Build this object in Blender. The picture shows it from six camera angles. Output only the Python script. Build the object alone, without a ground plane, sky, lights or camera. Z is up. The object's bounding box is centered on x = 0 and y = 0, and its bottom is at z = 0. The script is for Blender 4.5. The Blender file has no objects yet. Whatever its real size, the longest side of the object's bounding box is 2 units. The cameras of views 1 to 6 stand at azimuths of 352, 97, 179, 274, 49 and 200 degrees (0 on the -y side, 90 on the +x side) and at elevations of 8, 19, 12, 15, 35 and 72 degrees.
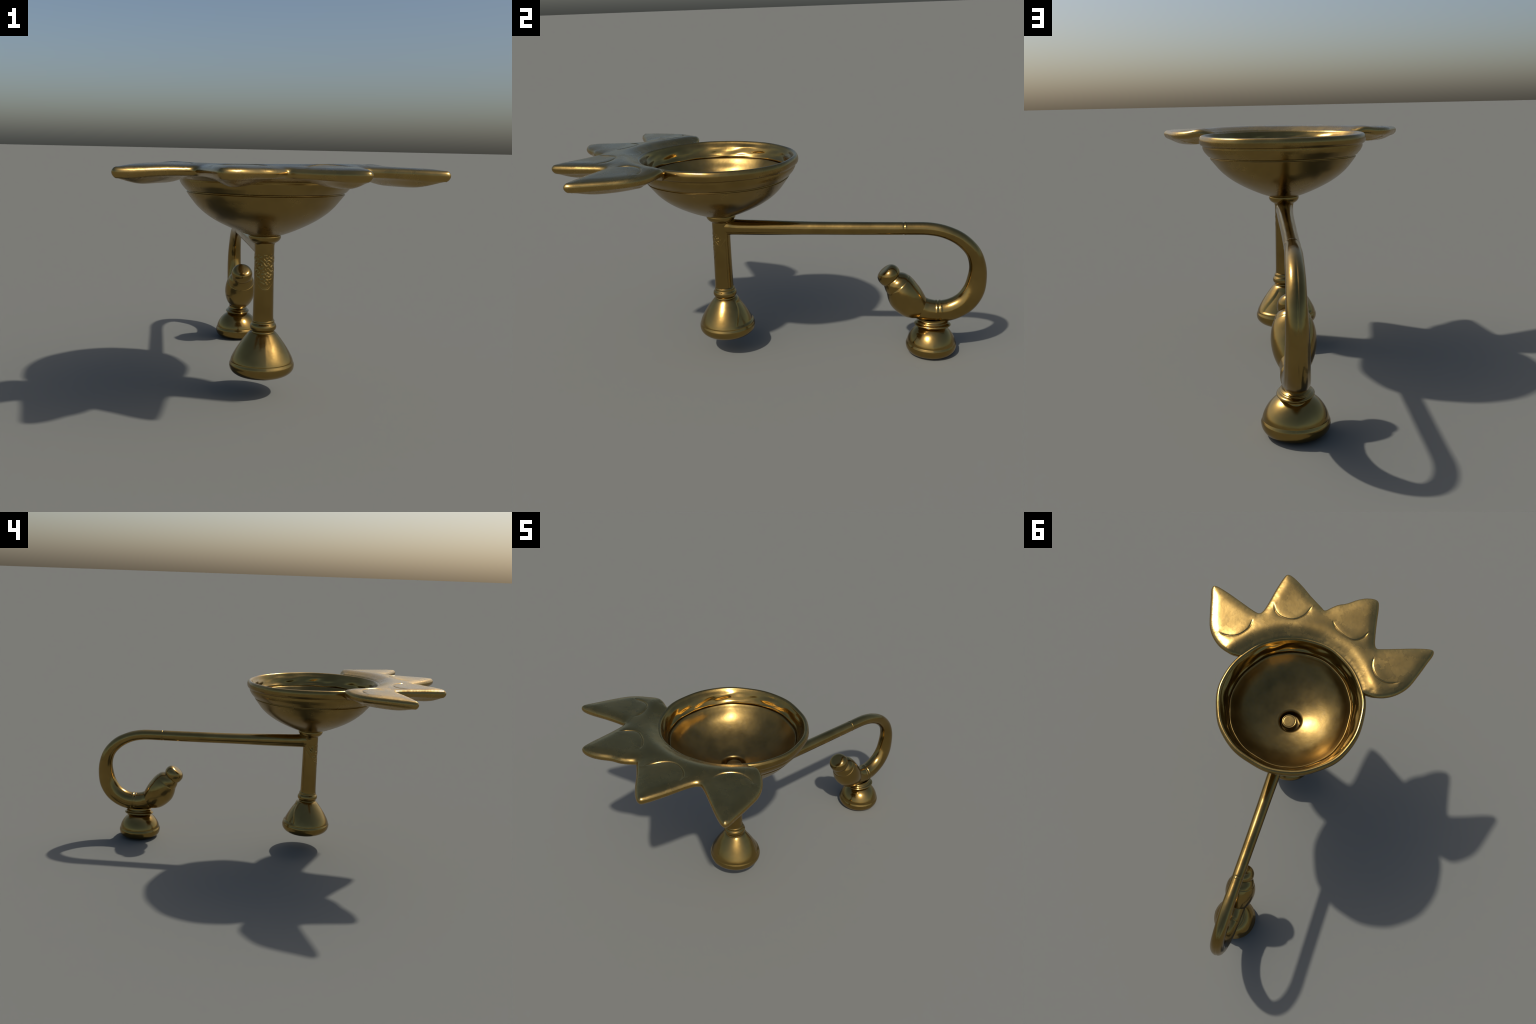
"""Cast brass oil lamp: bowl with four pointed petals on a stemmed base, and a
curled handle whose bud-shaped end rests on a small round foot."""
import bpy, math
import numpy as np
from mathutils import Vector
from mathutils.geometry import delaunay_2d_cdt

AX, AY = 0.002, -0.281          # vertical axis of bowl, stem and base
FX, FY = 0.003, 0.749           # vertical axis of the small foot


# ------------------------------------------------------------------ materials
def brass(name, base, deep, rough, rough_var, patina=0.0, scale=6.0, bump=0.04, patches=0.0):
    m = bpy.data.materials.new(name)
    m.use_nodes = True
    nt = m.node_tree
    N, L = nt.nodes, nt.links
    bsdf = N["Principled BSDF"]
    bsdf.inputs["Metallic"].default_value = 1.0
    co = N.new("ShaderNodeTexCoord")

    big = N.new("ShaderNodeTexNoise")
    big.inputs["Scale"].default_value = scale
    big.inputs["Detail"].default_value = 5.0
    big.inputs["Roughness"].default_value = 0.6
    L.new(co.outputs["Object"], big.inputs["Vector"])
    ramp = N.new("ShaderNodeValToRGB")
    ramp.color_ramp.elements[0].position = 0.33
    ramp.color_ramp.elements[0].color = (*deep, 1)
    ramp.color_ramp.elements[1].position = 0.62
    ramp.color_ramp.elements[1].color = (*base, 1)
    L.new(big.outputs["Fac"], ramp.inputs["Fac"])
    colour = ramp.outputs["Color"]

    fine = N.new("ShaderNodeTexNoise")
    fine.inputs["Scale"].default_value = 42.0
    fine.inputs["Detail"].default_value = 6.0
    L.new(co.outputs["Object"], fine.inputs["Vector"])

    if patina > 0:                       # small cloudy tarnish spots
        spot = N.new("ShaderNodeMapRange")
        spot.inputs["From Min"].default_value = 0.52
        spot.inputs["From Max"].default_value = 0.72
        spot.inputs["To Max"].default_value = patina
        L.new(fine.outputs["Fac"], spot.inputs["Value"])
        mix = N.new("ShaderNodeMix")
        mix.data_type = 'RGBA'
        mix.inputs[7].default_value = (0.20, 0.155, 0.085, 1)
        L.new(spot.outputs["Result"], mix.inputs[0])
        L.new(colour, mix.inputs[6])
        colour = mix.outputs[2]
    L.new(colour, bsdf.inputs["Base Color"])

    rr = N.new("ShaderNodeMapRange")
    rr.inputs["From Min"].default_value = 0.35
    rr.inputs["From Max"].default_value = 0.65
    rr.inputs["To Min"].default_value = rough - rough_var
    rr.inputs["To Max"].default_value = rough + rough_var
    L.new(big.outputs["Fac"], rr.inputs["Value"])
    rough_out = rr.outputs["Result"]
    if patches > 0:                      # roughness varied by cell to draw blocky, stepped highlights
        warp = N.new("ShaderNodeMix")
        warp.data_type = 'VECTOR'
        warp.inputs[0].default_value = 0.06
        L.new(co.outputs["Object"], warp.inputs[4])
        L.new(fine.outputs["Color"], warp.inputs[5])
        cells = N.new("ShaderNodeTexVoronoi")
        cells.inputs["Scale"].default_value = 13.0
        L.new(warp.outputs[1], cells.inputs["Vector"])
        amt = N.new("ShaderNodeMath")
        amt.operation = 'MULTIPLY_ADD'
        amt.inputs[1].default_value = 0.14 * patches
        amt.inputs[2].default_value = -0.07 * patches
        sep = N.new("ShaderNodeSeparateColor")
        L.new(cells.outputs["Color"], sep.inputs["Color"])
        L.new(sep.outputs[0], amt.inputs[0])
        tot = N.new("ShaderNodeMath")
        tot.operation = 'ADD'
        L.new(rough_out, tot.inputs[0])
        L.new(amt.outputs[0], tot.inputs[1])
        rough_out = tot.outputs[0]
    L.new(rough_out, bsdf.inputs["Roughness"])

    bp = N.new("ShaderNodeBump")
    bp.inputs["Strength"].default_value = bump
    bp.inputs["Distance"].default_value = 0.01
    L.new(fine.outputs["Fac"], bp.inputs["Height"])
    L.new(bp.outputs["Normal"], bsdf.inputs["Normal"])
    return m


BASE, DEEP = (0.335, 0.223, 0.070), (0.270, 0.175, 0.052)  # set darker than the petals, tinted down for shade on stem and handle
MAT_POLISH = brass("polished_brass", BASE, DEEP, 0.19, 0.05)
MAT_PETAL = brass("satin_brass", (0.41, 0.272, 0.088), (0.35, 0.23, 0.072), 0.275, 0.03, patina=0.2, patches=0.6)
MAT_BOWL = brass("brushed_brass", BASE, DEEP, 0.25, 0.04, patina=0.08)
MAT_INSIDE = brass("darkened_inner_brass", (0.245, 0.164, 0.053), (0.205, 0.136, 0.044), 0.34, 0.03,  # base colour pulled down to match the dim bowl interior
                   patina=0.25, scale=14)

# ------------------------------------------------------------------ hierarchy
root = bpy.data.objects.new("oil_lamp", None)
bpy.context.scene.collection.objects.link(root)
root["label"] = "brass oil lamp with petal rimmed bowl, stem, curled handle and foot"
root["category"] = "oil lamp"


def add(name, verts, faces, mat, parent=None, normals=None):
    me = bpy.data.meshes.new(name)
    me.from_pydata([tuple(map(float, v)) for v in verts], [], faces)
    me.validate()
    me.materials.append(mat)
    me.polygons.foreach_set("use_smooth", [True] * len(me.polygons))
    me.update()
    if normals is not None:
        me.normals_split_custom_set_from_vertices([tuple(n) for n in normals])
    ob = bpy.data.objects.new(name, me)
    bpy.context.scene.collection.objects.link(ob)
    ob.parent = parent or root
    return ob


# -------------------------------------------------------------------- helpers
def catmull(pts, per=8, closed=False):
    """Smooth curve through control points; a point given twice is a corner."""
    P = np.array(pts, float)
    n = len(P)
    out = []
    for i in range(n if closed else n - 1):
        if closed:
            p0, p1, p2, p3 = P[i - 1], P[i], P[(i + 1) % n], P[(i + 2) % n]
        else:
            p1, p2 = P[i], P[i + 1]
            p0 = P[i - 1] if i > 0 else 2 * p1 - p2
            p3 = P[i + 2] if i + 2 < n else 2 * p2 - p1
        if np.allclose(p1, p2):
            continue
        if np.allclose(p0, p1):
            p0 = 2 * p1 - p2
        if np.allclose(p2, p3):
            p3 = 2 * p2 - p1
        k = 0.5                                      # centripetal
        t1 = max(np.linalg.norm(p1 - p0), 1e-6) ** k
        t2 = t1 + max(np.linalg.norm(p2 - p1), 1e-6) ** k
        t3 = t2 + max(np.linalg.norm(p3 - p2), 1e-6) ** k
        for t in np.linspace(t1, t2, per, endpoint=False):
            a1 = (t1 - t) / t1 * p0 + t / t1 * p1
            a2 = (t2 - t) / (t2 - t1) * p1 + (t - t1) / (t2 - t1) * p2
            a3 = (t3 - t) / (t3 - t2) * p2 + (t - t2) / (t3 - t2) * p3
            b1 = (t2 - t) / t2 * a1 + t / t2 * a2
            b2 = (t3 - t) / (t3 - t1) * a2 + (t - t1) / (t3 - t1) * a3
            out.append((t2 - t) / (t2 - t1) * b1 + (t - t1) / (t2 - t1) * b2)
    if not closed:
        out.append(P[-1])
    return np.array(out)


def smooth01(x):
    x = np.clip(x, 0, 1)
    return x * x * (3 - 2 * x)


def revolve(name, profile, mat, cx=AX, cy=AY, seg=160, per=8, sx=1.0, sy=1.0,
            relief=None, sag=0.0, parent=None):
    """Turn a (radius, height) profile; relief(theta, r, z) is added to r."""
    prof = catmull(profile, per)
    th = np.linspace(0, 2 * math.pi, seg, endpoint=False)
    rows, faces, verts = [], [], []
    for r, z in prof:
        if r < 1e-5:
            rows.append([len(verts)])
            verts.append((cx, cy, z))
            continue
        R = np.full(seg, r)
        if relief is not None:
            R = R + relief(th, R, np.full(seg, z))
        rows.append(list(range(len(verts), len(verts) + seg)))
        for t, q in zip(th, R):
            verts.append((cx + q * math.cos(t) * sx, cy + q * math.sin(t) * sy,
                          z - sag * smooth01((math.sin(t) + 0.3) / 1.3) * smooth01((z - 0.95) / 0.06)))
    for a, b in zip(rows[:-1], rows[1:]):
        for j in range(seg):
            k = (j + 1) % seg
            if len(a) == 1 and len(b) == 1:
                continue
            if len(a) == 1:
                faces.append((a[0], b[j], b[k]))
            elif len(b) == 1:
                faces.append((a[k], a[j], b[0]))
            else:
                faces.append((a[j], b[j], b[k], a[k]))
    # profiles run from the top downwards on the outside: normals point out
    return add(name, verts, faces, mat, parent)


def sweep(name, stations, mat, seg=72, per=14, relief=None, axis=None, parent=None):
    """Loft ellipses along a spine in the y-z plane.
    station = (x, y, z, in-plane radius, sideways radius)."""
    S = catmull(stations, per)
    C = S[:, :3]
    d = np.gradient(C, axis=0)
    if axis is not None:
        d = np.tile(np.array(axis, float), (len(S), 1))
    d /= np.linalg.norm(d, axis=1)[:, None]
    side = np.array([1.0, 0, 0])
    arc = np.concatenate([[0], np.cumsum(np.linalg.norm(np.diff(C, axis=0), axis=1))])
    th = np.linspace(0, 2 * math.pi, seg, endpoint=False)
    verts, faces, rows = [], [], []
    for i in range(len(S)):
        s = side - d[i] * side.dot(d[i])
        s /= np.linalg.norm(s)
        n = np.cross(s, d[i])                      # in-plane normal (outward of the bend)
        a, b = S[i, 3], S[i, 4]
        k = np.ones(seg)
        if relief is not None:
            k = k + relief(th, C[i], arc[i])
        rows.append(list(range(len(verts), len(verts) + seg)))
        for t, q in zip(th, k):
            verts.append(C[i] + q * (a * math.cos(t) * n + b * math.sin(t) * s))
    for r0, r1 in zip(rows[:-1], rows[1:]):
        for j in range(seg):
            k = (j + 1) % seg
            faces.append((r0[j], r0[k], r1[k], r1[j]))
    for row, c in ((rows[0][::-1], C[0]), (rows[-1], C[-1])):
        verts.append(c)
        for j in range(seg):
            faces.append((row[j], row[(j + 1) % seg], len(verts) - 1))
    ob = add(name, verts, faces, mat, parent)
    import bmesh
    bm = bmesh.new()
    bm.from_mesh(ob.data)
    bmesh.ops.recalc_face_normals(bm, faces=bm.faces)
    bm.to_mesh(ob.data)
    bm.free()
    return ob


# ------------------------------------------------------------------ bowl
def hand_made(th, r, z):
    """Slight out-of-round of the hand finished rim."""
    w = smooth01((z - 0.80) / 0.16)
    full = 0.006 * np.exp(-(np.angle(np.exp(1j * (th + 2.6))) / 0.7) ** 2) \
        * smooth01((z - 0.74) / 0.05) * smooth01((0.93 - z) / 0.05)
    return full + w * (0.0022 * np.sin(3 * th + 0.6) + 0.0016 * np.sin(7 * th + 1.9)
                + 0.0011 * np.sin(13 * th + 0.2)
                - 0.0065 * np.exp(-(np.angle(np.exp(1j * (th - math.pi / 2))) / 1.2) ** 2))


def narrow_mouth(th, r, z):
    """The lining is thicker toward the two ends of the petal row."""
    w = smooth01((z - 0.86) / 0.06) * smooth01((1.010 - z) / 0.025)
    return hand_made(th, r, z) - w * np.cos(th) ** 4 * np.where(np.cos(th) < 0, 0.012, 0.008)


shell = [(0.3620, 1.0030), (0.3645, 1.0080), (0.3690, 1.0123), (0.3755, 1.0140), (0.3825, 1.0105), (0.3875, 1.0020), (0.3895, 0.9900), (0.3875, 0.9770),
         (0.3820, 0.9690), (0.3755, 0.9655), (0.3745, 0.9620), (0.3745, 0.9540), (0.3705, 0.9440), (0.3660, 0.9360),
         (0.3560, 0.9240), (0.3490, 0.9165), (0.3455, 0.9140), (0.3395, 0.9120), (0.3395, 0.9085), (0.3425, 0.9060),
         (0.3400, 0.9020), (0.3225, 0.8800), (0.2980, 0.8500), (0.2640, 0.8190), (0.2220, 0.7900),
         (0.1680, 0.7610), (0.1150, 0.7375), (0.0700, 0.7220), (0.0300, 0.7160), (0.0, 0.7170)]
bowl = revolve("bowl", shell, MAT_BOWL, seg=220, per=7, relief=lambda t, r, z: narrow_mouth(t, r, z) if z[0] > 1.0 and r[0] < 0.374
               else hand_made(t, r, z), sag=0.005)

def uneven_ring(th, r, z):
    """Lumpy hand-filed inner face of the mouth ring."""
    w = smooth01((z - 0.932) / 0.015) * smooth01((1.0025 - z) / 0.02)
    lump = 0.0016 * np.sin(5 * th + 60 * z + 0.5) + 0.0013 * np.sin(9 * th - 90 * z) \
        + 0.0009 * np.sin(17 * th + 150 * z + 2.0)
    return narrow_mouth(th, r, z) + w * lump


basin = [(0.0, 0.7280), (0.0480, 0.7280), (0.0520, 0.7300), (0.0545, 0.7360), (0.0570, 0.7500),
         (0.0605, 0.7615), (0.0660, 0.7660), (0.0780, 0.7695), (0.110, 0.7790), (0.160, 0.7985),
         (0.210, 0.8230), (0.255, 0.8550), (0.290, 0.8890), (0.311, 0.9160), (0.3210, 0.9310),
         (0.3255, 0.9350), (0.3300, 0.9330), (0.3345, 0.9280)]
mouth = [(0.3345, 0.9280), (0.3360, 0.9300), (0.3335, 0.9370), (0.3350, 0.9440), (0.3405, 0.9515),
         (0.3445, 0.9600), (0.3470, 0.9690), (0.3510, 0.9800), (0.3570, 0.9920), (0.3595, 0.9975), (0.3620, 1.0030)]
revolve("basin", basin, MAT_INSIDE, seg=220, per=7, relief=narrow_mouth, parent=bowl)
revolve("mouth_ring", mouth, MAT_POLISH, seg=220, per=7, relief=uneven_ring, sag=0.005, parent=bowl)

drain = [(0.0, 0.7560), (0.010, 0.7560), (0.020, 0.7560), (0.0300, 0.7558), (0.0325, 0.7552), (0.0345, 0.7562),
         (0.0375, 0.7564), (0.0400, 0.7545), (0.0410, 0.750), (0.0415, 0.740), (0.042, 0.725)]
revolve("stud", [(r, z + 0.004) for r, z in drain], MAT_INSIDE, cx=0.008, seg=72, per=5, parent=bowl)


# ------------------------------------------------------------------ petals
half = [(0.352, -0.452), (0.392, -0.446), (0.447, -0.462), (0.510, -0.508), (0.549, -0.560),
        (0.579, -0.640), (0.605, -0.725), (0.6225, -0.785), (0.6185, -0.806), (0.600, -0.809),
        (0.535, -0.792), (0.440, -0.757), (0.355, -0.727), (0.325, -0.722), (0.312, -0.740),
        (0.300, -0.795), (0.289, -0.880), (0.273, -0.965), (0.262, -0.996), (0.245, -1.000),
        (0.215, -0.990), (0.155, -0.955), (0.095, -0.912), (0.045, -0.880), (0.016, -0.862),
        (0.0, -0.850)]
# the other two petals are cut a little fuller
other = [(-0.030, -0.880), (-0.062, -0.908), (-0.100, -0.928), (-0.150, -0.968), (-0.190, -0.990),
         (-0.235, -1.000), (-0.259, -0.994), (-0.272, -0.960), (-0.286, -0.880), (-0.302, -0.795),
         (-0.316, -0.740), (-0.329, -0.721)]
outer = half + other + [(-x, y) for x, y in half[12::-1]]
inner_r = 0.369
a0 = math.atan2(half[0][1] - AY, half[0][0])
# inner edge follows the bowl mouth from the -x end back to the +x end
ang = np.linspace(-math.pi - a0, a0, 61)[1:-1]
arc_pts = [(AX + inner_r * math.cos(a), AY + inner_r * math.sin(a)) for a in ang]
outline = np.vstack([catmull(outer, 8), np.array(arc_pts)])


def resample(poly, step):
    P = np.vstack([poly, poly[:1]])
    s = np.concatenate([[0], np.cumsum(np.linalg.norm(np.diff(P, axis=0), axis=1))])
    n = int(s[-1] / step)
    t = np.linspace(0, s[-1], n, endpoint=False)
    return np.stack([np.interp(t, s, P[:, 0]), np.interp(t, s, P[:, 1])], 1)


outline = resample(outline, 0.006)
for _ in range(2):                                   # soften the corners a touch
    outline = 0.25 * np.roll(outline, 1, 0) + 0.5 * outline + 0.25 * np.roll(outline, -1, 0)


def seg_dist(P, poly, closed=True):
    A = poly if closed else poly[:-1]
    B = np.roll(poly, -1, 0) if closed else poly[1:]
    best = np.full(len(P), 1e9)
    for a, b in zip(A, B):
        ab = b - a
        t = np.clip(((P - a) @ ab) / (ab @ ab + 1e-12), 0, 1)
        best = np.minimum(best, np.linalg.norm(P - a - t[:, None] * ab, axis=1))
    return best


def inside(P, poly):
    A, B = poly, np.roll(poly, -1, 0)
    c = np.zeros(len(P), bool)
    for (x1, y1), (x2, y2) in zip(A, B):
        hit = ((y1 > P[:, 1]) != (y2 > P[:, 1])) & \
              (P[:, 0] < (x2 - x1) * (P[:, 1] - y1) / (y2 - y1 + 1e-15) + x1)
        c ^= hit
    return c


# curved chisel lines across the root of each petal
marks = [[(0.500, -0.545), (0.450, -0.535), (0.388, -0.552), (0.346, -0.610), (0.343, -0.675)],
         [(0.268, -0.800), (0.245, -0.755), (0.205, -0.731), (0.140, -0.733), (0.090, -0.778), (0.066, -0.850)],
         [(-0.060, -0.800), (-0.085, -0.765), (-0.135, -0.733), (-0.200, -0.720), (-0.245, -0.752), (-0.266, -0.80)],
         [(-0.330, -0.665), (-0.336, -0.610), (-0.372, -0.556), (-0.430, -0.538), (-0.505, -0.565)]]
marks = [catmull(m, 8) for m in marks]


# keel of each petal, from its root to near its tip
keels = [np.array(k) for k in ([(0.425, -0.565), (0.585, -0.765)], [(0.165, -0.765), (0.235, -0.955)],
                               [(-0.165, -0.765), (-0.235, -0.955)], [(-0.425, -0.565), (-0.585, -0.765)])]


def plate_heights(P):
    d = seg_dist(P, outline)
    d[d < 1e-6] = 0
    r = np.hypot(P[:, 0] - AX, P[:, 1] - AY)
    x, y = P[:, 0], P[:, 1]
    keel = np.min([seg_dist(P, k, closed=False) for k in keels], axis=0)
    lobe = np.exp(-(keel / 0.085) ** 2)
    crest = 1.0315 + 0.0030 * (1 - smooth01((r - 0.44) / 0.1)) + 0.003 * np.sin(9 * x + 0.4) * np.sin(8 * y) \
        + 0.004 * np.exp(-((r - 0.455) / 0.04) ** 2)
    crest -= 0.013 * (1 - smooth01((r - 0.375) / 0.07))      # slopes into the bowl
    crest -= 0.005 * smooth01((np.abs(x) - 0.40) / 0.2)
    crest += 0.004 * smooth01((x + 0.1) / 0.6)
    near = 1 - smooth01((r - 0.385) / 0.05)
    mid = crest - 0.025 + near * 0.004
    edge = lambda q, R: np.sqrt(np.clip(1 - (1 - np.clip(q / R, 0, 1)) ** 2, 0, 1))
    top = mid + (crest - mid) * (0.75 * edge(d, 0.022) + 0.25 * smooth01(d / 0.05))
    belly = 0.019 * edge(d, 0.020) + 0.033 * smooth01((d + 0.008) / 0.085) * lobe
    belly += 0.02 * near * edge(d, 0.02)
    belly = np.where(d == 0, 0, belly)
    bot = mid - belly
    return top, bot, d, r


def chisel(P):
    top = np.zeros(len(P))
    for m in marks:
        q = seg_dist(P, m, closed=False)
        e = np.minimum(np.linalg.norm(P - m[0], axis=1), np.linalg.norm(P - m[-1], axis=1))
        top -= 0.0042 * np.exp(-(q / 0.0034) ** 2) * smooth01(e / 0.05)
        top -= 0.0018 * np.exp(-(q / 0.016) ** 2) * smooth01(e / 0.05)
    return top


g = 0.0065
gx, gy = np.meshgrid(np.arange(-0.64, 0.64, g), np.arange(-1.02, -0.42, g))
gx[::2] += g / 2
cand = np.stack([gx.ravel(), gy.ravel()], 1)
cand = cand[inside(cand, outline)]
cand = cand[seg_dist(cand, outline) > 0.021]
for m in marks:
    cand = cand[seg_dist(cand, m, closed=False) > 0.0085]
nrm = np.roll(outline, -1, 0) - np.roll(outline, 1, 0)
nrm = np.stack([-nrm[:, 1], nrm[:, 0]], 1)
nrm /= np.linalg.norm(nrm, axis=1)[:, None]
test = inside(outline + nrm * 0.001, outline)
if test.mean() < 0.5:
    nrm = -nrm
rings = []
for off in (0.0008, 0.0025, 0.0055, 0.010, 0.0155):
    q = outline + nrm * off
    ok = inside(q, outline) & (seg_dist(q, outline) > off * 0.93)
    rings.append(q[ok])
for m in marks:                                      # finer rows along the chisel lines
    mm = np.stack([np.interp(np.linspace(0, 1, 70), np.linspace(0, 1, len(m)), m[:, k]) for k in (0, 1)], 1)
    mn = np.gradient(mm, axis=0)
    mn = np.stack([-mn[:, 1], mn[:, 0]], 1) / np.linalg.norm(mn, axis=1)[:, None]
    for off in (-0.007, -0.0045, -0.0028, -0.0014, 0, 0.0014, 0.0028, 0.0045, 0.007):
        rings.append(mm + mn * off)
pts2 = np.vstack([outline] + rings + [cand])
n_out = len(outline)
edges = [(i, (i + 1) % n_out) for i in range(n_out)]
v2, _, f2, *_ = delaunay_2d_cdt([Vector(p) for p in pts2], edges, [], 1, 1e-7)
v2 = np.array([tuple(v) for v in v2])
top, bot, dd, rr = plate_heights(v2)
nv = len(v2)
pairs = np.array([(f[k], f[(k + 1) % 3]) for f in f2 for k in range(3)])
weight = smooth01((dd - 0.010) / 0.02)
for _ in range(14):                                  # relax the ridges of the relief
    for h in (top, bot):
        acc, cnt = np.zeros(nv), np.zeros(nv)
        for a, b in ((0, 1), (1, 0)):
            np.add.at(acc, pairs[:, a], h[pairs[:, b]])
            np.add.at(cnt, pairs[:, a], 1)
        h += 0.6 * weight * (acc / np.maximum(cnt, 1) - h)
top = top + chisel(v2)
rim_v = dd < 1e-5
bot_index = np.where(rim_v, np.arange(nv), np.arange(nv) + nv)
verts = np.vstack([np.column_stack([v2, top]), np.column_stack([v2, bot])])
ccw = lambda f: f if np.cross(v2[f[1]] - v2[f[0]], v2[f[2]] - v2[f[0]]) > 0 else f[::-1]
tops = [ccw(tuple(f)) for f in f2]
bots = [tuple(int(bot_index[i]) for i in f[::-1]) for f in tops]
faces = tops + bots


def vertex_normals(V, F):
    N = np.zeros_like(V)
    for f in F:
        a, b, c = V[f[0]], V[f[1]], V[f[2]]
        n = np.cross(b - a, c - a)
        for i in f:
            N[i] += n
    return N / np.maximum(np.linalg.norm(N, axis=1), 1e-12)[:, None]


VN = vertex_normals(verts, faces)
valleys = [math.atan2(-0.722 - AY, 0.325), math.atan2(-0.850 - AY, 0.0), math.atan2(-0.722 - AY, -0.325)]


def region(f):
    c = verts[list(f)].mean(0)
    if math.hypot(c[0] - AX, c[1] - AY) < 0.455:
        return 4
    a = math.atan2(c[1] - AY, c[0])
    return 0 if a > valleys[0] or a > 0 else 1 if a > valleys[1] else 2 if a > valleys[2] else 3


def split(indices, name, parent):
    fs = [faces[i] for i in indices]
    used = sorted({i for f in fs for i in f})
    ix = {v: k for k, v in enumerate(used)}
    return add(name, verts[used], [tuple(ix[i] for i in f) for f in fs], MAT_PETAL, parent, VN[used])


groups = {}
for i, f in enumerate(faces):
    groups.setdefault(region(f), []).append(i)
band = split(groups[4], "petal_collar", root)
for k in range(4):
    split(groups[k], "petal", band)


# ------------------------------------------------------------------ stem
def stem_relief(th, r, z):
    """Engraved foliage on the face turned to the petals, over a pointed border."""
    fr = np.angle(np.exp(1j * (th + math.pi / 2)))            # 0 at the front (-y)
    out = np.zeros_like(th)
    u, v = fr * 0.046, z                                      # unrolled surface
    border = 0.495 + 0.115 * smooth01((np.abs(fr) - 0.1) / 2.3)
    field = smooth01((v - border - 0.008) / 0.012) * smooth01((0.655 - v) / 0.03) \
        * smooth01((2.3 - np.abs(fr)) / 0.3)
    h = np.zeros_like(th)
    for cu, cv, k, rad, turn in [(0.010, 0.600, 1, 0.028, 0.3), (-0.024, 0.585, -1, 0.030, 1.1),
                                 (0.014, 0.548, -1, 0.026, 2.0), (-0.014, 0.540, 1, 0.026, 0.2),
                                 (0.004, 0.628, -1, 0.022, 2.6), (0.050, 0.615, -1, 0.03, 0.8),
                                 (-0.055, 0.62, 1, 0.03, 0.8), (0.0, 0.518, 1, 0.018, 1.5),
                                 (0.036, 0.575, 1, 0.03, 0.1), (-0.040, 0.56, -1, 0.028, 1.7), (0.033, 0.63, 1, 0.02, 1.0), (-0.03, 0.635, -1, 0.02, 0.4)]:
        du, dv = u - cu, v - cv
        q = np.hypot(du, dv)
        ph = np.arctan2(dv, du)
        w = smooth01((rad - q) / 0.012)
        h = h * (1 - w) + w * np.sin(q / 0.0026 + k * 2 * ph + turn)
    h += 0.35 * np.sin((u * 0.7 + v) / 0.003 + 2 * np.sin(u / 0.012))
    out += 0.0010 * field * (h - 0.5)
    for off in (0.0, -0.0065):
        out -= 0.0011 * np.exp(-((v - border - off) / 0.0016) ** 2) * smooth01((2.4 - np.abs(fr)) / 0.3)
    # two upright chased lines toward the handle side
    for a in (math.radians(38), math.radians(142)):
        dth = np.abs(np.angle(np.exp(1j * (th - a))))
        out -= 0.0016 * np.exp(-(dth / 0.05) ** 2) * smooth01((0.60 - z) / 0.02)
    return out


stem = revolve("stem", [(0.0435, 0.690), (0.0435, 0.66), (0.0435, 0.60), (0.0440, 0.52), (0.0450, 0.43),
                        (0.0460, 0.36), (0.0470, 0.342)], MAT_POLISH, cx=0.002, cy=-0.284, seg=260, per=40,
               relief=stem_relief)
revolve("stem_collar", [(0.060, 0.728), (0.0690, 0.722), (0.0715, 0.714), (0.0690, 0.705), (0.0620, 0.696),
                        (0.0530, 0.690), (0.0480, 0.687), (0.0455, 0.682), (0.0435, 0.674), (0.038, 0.668)],
        MAT_POLISH, cy=-0.281, seg=96, per=5, parent=stem)
revolve("stem_ring", [(0.042, 0.349), (0.0468, 0.345), (0.0500, 0.3385), (0.0495, 0.334), (0.0510, 0.330),
                      (0.0565, 0.323), (0.0588, 0.313), (0.0570, 0.304), (0.0515, 0.297), (0.0500, 0.293),
                      (0.0515, 0.289), (0.05, 0.280)],
        MAT_POLISH, cx=0.004, cy=-0.282, seg=96, per=5, parent=stem)


def base_relief(th, r, z):
    """Overlapping lobe at the back of the bell, and a sharp seam at the front."""
    back = np.abs(np.angle(np.exp(1j * (th - math.pi / 2))))
    lim = 0.62 + 0.42 * smooth01((0.275 - z) / 0.11)
    band = smooth01((z - 0.160) / 0.012) * smooth01((0.283 - z) / 0.02)
    out = -0.0060 * band * smooth01((lim - back) / 0.08)
    out -= 0.0022 * band * np.exp(-((back - lim) / 0.05) ** 2)
    front = np.angle(np.exp(1j * (th + math.pi / 2)))
    out += 0.0018 * np.exp(-np.abs(front) / 0.12) * smooth01((0.28 - z) / 0.05)
    return out


revolve("base", [(0.045, 0.291), (0.0560, 0.288), (0.0640, 0.281), (0.0790, 0.262), (0.1000, 0.233),
                 (0.1190, 0.203), (0.1335, 0.176), (0.1395, 0.161), (0.1400, 0.157), (0.1415, 0.153),
                 (0.1445, 0.146), (0.1455, 0.137), (0.1430, 0.123), (0.1340, 0.110), (0.1160, 0.098),
                 (0.0900, 0.0910), (0.05, 0.088), (0.0, 0.087)],
        MAT_POLISH, cx=0.001, cy=-0.2775, seg=180, per=8, sx=1.0, sy=0.965, relief=base_relief, parent=stem)


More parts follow.
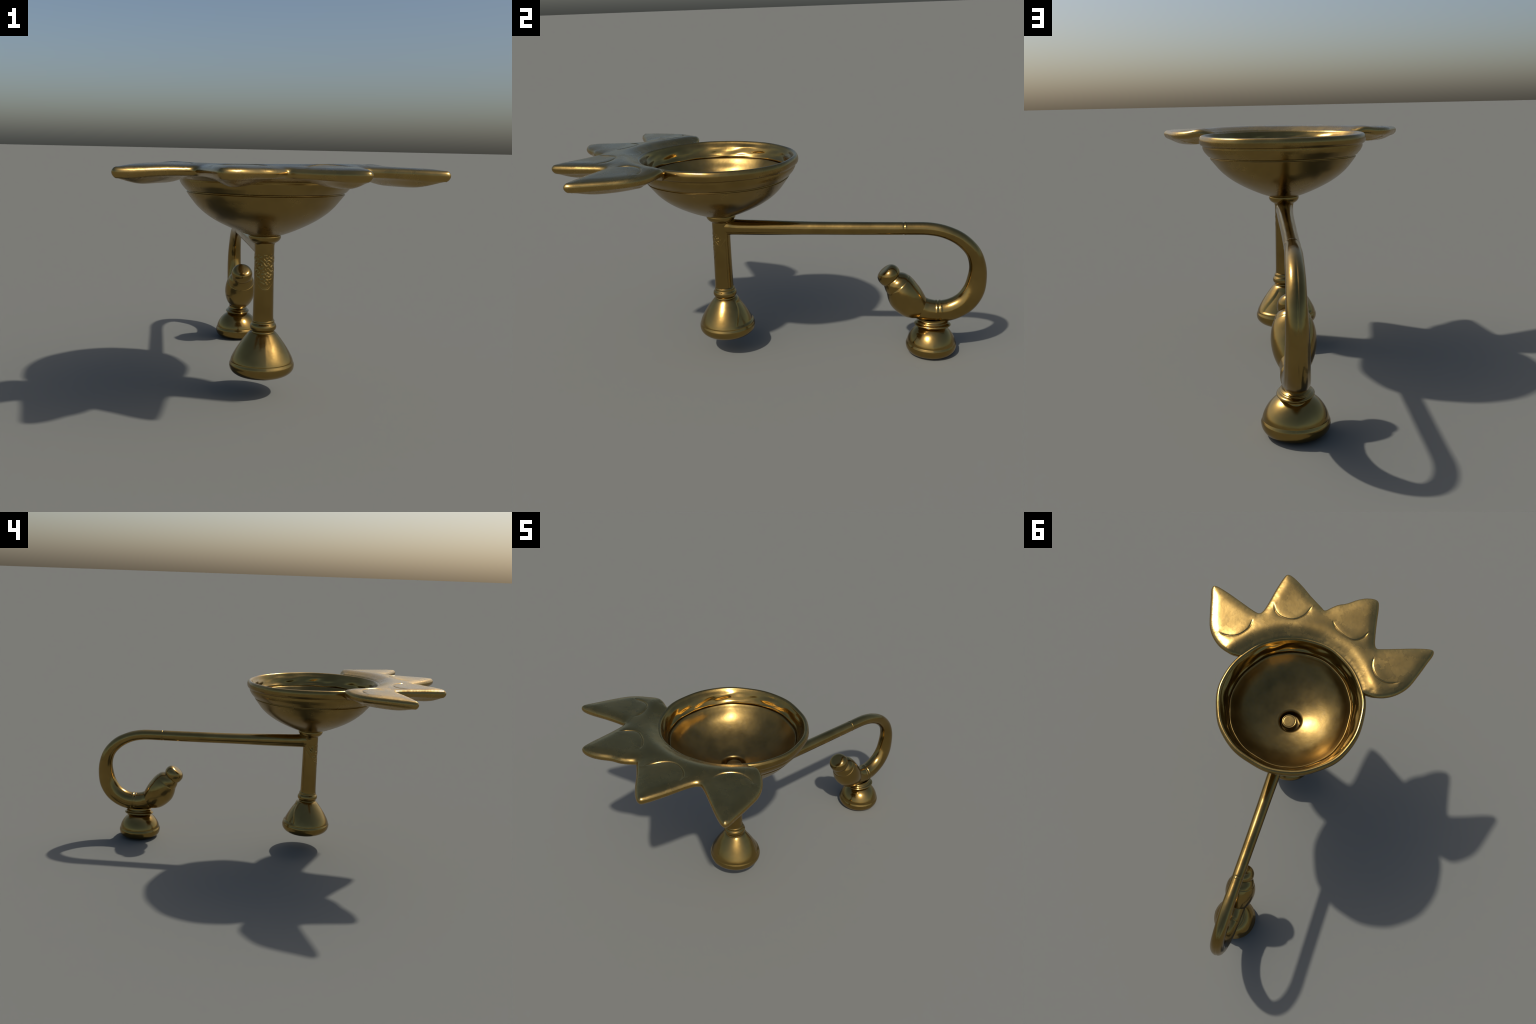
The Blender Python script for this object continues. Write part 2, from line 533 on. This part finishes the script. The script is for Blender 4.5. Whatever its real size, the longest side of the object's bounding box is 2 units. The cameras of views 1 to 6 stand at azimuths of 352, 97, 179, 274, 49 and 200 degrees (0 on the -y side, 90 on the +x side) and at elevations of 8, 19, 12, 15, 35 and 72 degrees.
# ------------------------------------------------------------------ handle
def handle_relief(th, c, s):
    y, z = c[1], c[2]
    out = np.zeros_like(th)
    # worn joint ring near the end of the straight run
    out -= 0.05 * math.exp(-((y - 0.600) / 0.004) ** 2) * (z > 0.55)
    out += 0.03 * math.exp(-((y - 0.607) / 0.004) ** 2) * (z > 0.55)
    # paired beads before the bud
    if z < 0.30:
        for y0, k in ((0.789, 0.045), (0.768, 0.040)):
            out += k * math.exp(-((y - y0) / 0.0045) ** 2)
        out -= 0.02 * math.exp(-((y - 0.7785) / 0.004) ** 2)
    # chased line down the outside of the curl
    w = float(smooth01((0.63 - z) / 0.05)) * float(smooth01((z - 0.30) / 0.06)) * (y > 0.7)
    out -= 0.065 * w * np.exp(-((np.angle(np.exp(1j * (th - THETA_OUT))) + 0.12) / 0.10) ** 2)
    # flattened flanks where the curl thickens
    w2 = float(smooth01((0.50 - z) / 0.12)) * float(smooth01((y - 0.80) / 0.05))
    out -= 0.02 * w2 * np.exp(-((np.abs(np.angle(np.exp(1j * (th - THETA_OUT)))) - 1.0) / 0.13) ** 2)
    # casting seam low on the straight run near the stem
    w3 = float(smooth01((0.12 - y) / 0.1)) * (z > 0.55)
    for a in (-1, 1):
        dth = np.angle(np.exp(1j * (th - (THETA_OUT + math.pi + a * 1.0))))
        out -= 0.05 * w3 * np.exp(-(dth / 0.08) ** 2)
    return out


# n = side x direction: for the rod running to +y it points up, i.e. theta 0 = outside
THETA_OUT = 0.0
rod = [(0.002, -0.280, 0.656, 0.036, 0.033), (0.002, -0.258, 0.656, 0.041, 0.036), (0.002, -0.243, 0.656, 0.042, 0.038),
       (0.002, -0.225, 0.654, 0.0385, 0.037), (0.002, -0.200, 0.6525, 0.0370, 0.036),
       (0.002, -0.05, 0.649, 0.0350, 0.034), (0.001, 0.15, 0.6455, 0.031, 0.0315),
       (0.000, 0.40, 0.6425, 0.0305, 0.0295), (0.000, 0.585, 0.6417, 0.0299, 0.0287), (0.000, 0.63, 0.6415, 0.0298, 0.0285),
       (0.000, 0.725, 0.639, 0.0298, 0.030), (0.001, 0.797, 0.6235, 0.0298, 0.031),
       (0.001, 0.870, 0.586, 0.0318, 0.032), (0.002, 0.928, 0.526, 0.0340, 0.0335),
       (0.002, 0.953, 0.457, 0.0385, 0.0365), (0.002, 0.9545, 0.390, 0.0452, 0.0385),
       (0.003, 0.940, 0.322, 0.0510, 0.0410), (0.003, 0.902, 0.268, 0.0528, 0.0440),
       (0.003, 0.843, 0.231, 0.0530, 0.0470), (0.003, 0.780, 0.2195, 0.0528, 0.0490),
       (0.002, 0.725, 0.224, 0.0555, 0.0520), (0.001, 0.692, 0.236, 0.0560, 0.0540),
       (0.001, 0.665, 0.256, 0.0500, 0.0490)]
rod = [(x, y + (0.0015 if y > 0.85 else 0), z + 0.003 * (z > 0.3), a + 0.0012, b + 0.0022) for x, y, z, a, b in rod]
handle = sweep("handle", rod, MAT_POLISH, seg=144, per=26, relief=handle_relief)

# bud: straight axis rising from the end of the curl
O = np.array([0.001, 0.678, 0.232])
D = np.array([0.0, -0.645, 0.764])
PERP = np.array([0.0, 0.764, 0.645])


def bud_stations(rows):
    out = []
    for t, p, rp, rx in rows:
        c = O + D * t + PERP * p
        out.append((*c, rp, rx))
    return out


bud = sweep("bud", bud_stations([(-0.030, 0.0, 0.040, 0.040), (-0.012, 0.0, 0.058, 0.056), (0.008, -0.004, 0.068, 0.066),
                                 (0.036, -0.006, 0.0765, 0.076), (0.070, -0.006, 0.0825, 0.083),
                                 (0.100, -0.005, 0.0835, 0.085), (0.130, 0.000, 0.0795, 0.082), (0.150, 0.004, 0.0735, 0.077),
                                 (0.158, 0.0055, 0.0705, 0.074), (0.1615, 0.006, 0.0680, 0.071), (0.166, 0.006, 0.0675, 0.070),
                                 (0.180, 0.005, 0.0630, 0.066), (0.191, 0.003, 0.0565, 0.060), (0.200, 0.001, 0.0505, 0.053),
                                 (0.210, 0.000, 0.0470, 0.048)]),
            MAT_POLISH, per=8, axis=D, parent=handle)
sweep("bud_tip", bud_stations([(0.199, 0.001, 0.044, 0.045), (0.2035, 0.001, 0.0510, 0.052), (0.211, 0.002, 0.0550, 0.056),
                               (0.224, 0.003, 0.0570, 0.058), (0.238, 0.003, 0.0560, 0.056), (0.249, 0.003, 0.0515, 0.051),
                               (0.2575, 0.003, 0.0440, 0.0435), (0.2620, 0.003, 0.0350, 0.035), (0.2638, 0.003, 0.0250, 0.025),
                               (0.2644, 0.003, 0.0140, 0.014), (0.2646, 0.003, 0.002, 0.002)]),
      MAT_POLISH, per=6, axis=D, parent=bud)

# ------------------------------------------------------------------ foot
def foot_relief(th, r, z):
    out = np.zeros_like(th)
    for a in (math.pi / 2 - 0.06, math.pi / 2 + 0.06):          # two nicks at the back
        dth = np.angle(np.exp(1j * (th - a)))
        out -= 0.002 * np.exp(-(dth / 0.025) ** 2) * smooth01((0.066 - z) / 0.008) * smooth01((z - 0.02) / 0.02)
    for a in (0.0, math.pi / 2):                                # faint facet seams
        out += 0.0014 * np.exp(-np.abs(np.angle(np.exp(1j * (th - a)))) / 0.10) * smooth01((0.11 - z) / 0.05)
    return out


foot = revolve("foot", [(0.040, 0.142), (0.0560, 0.140), (0.0660, 0.1355), (0.0850, 0.121), (0.1020, 0.100),
                        (0.1135, 0.078), (0.1175, 0.064), (0.1180, 0.060), (0.1200, 0.056), (0.1230, 0.049),
                        (0.1235, 0.040), (0.1205, 0.025), (0.1110, 0.011), (0.0970, 0.003), (0.085, 0.0005),
                        (0.05, 0.0), (0.0, 0.0)], MAT_POLISH, cx=FX, cy=FY, seg=180, per=8, relief=foot_relief)


def flange_relief(th, r, z):
    return 0.0025 * np.sin(2 * th + 0.8) * (r > 0.06)


revolve("foot_collar", [(0.050, 0.182), (0.0520, 0.172), (0.0570, 0.168), (0.0600, 0.1655), (0.0575, 0.1630),
                        (0.0600, 0.1600), (0.0680, 0.1560), (0.0710, 0.1515), (0.0680, 0.1470), (0.0600, 0.1420),
                        (0.0540, 0.1380), (0.0540, 0.1340), (0.056, 0.128)],
        MAT_POLISH, cx=FX, cy=0.753, seg=120, per=5, sx=0.93, sy=1.28, relief=flange_relief, parent=foot)
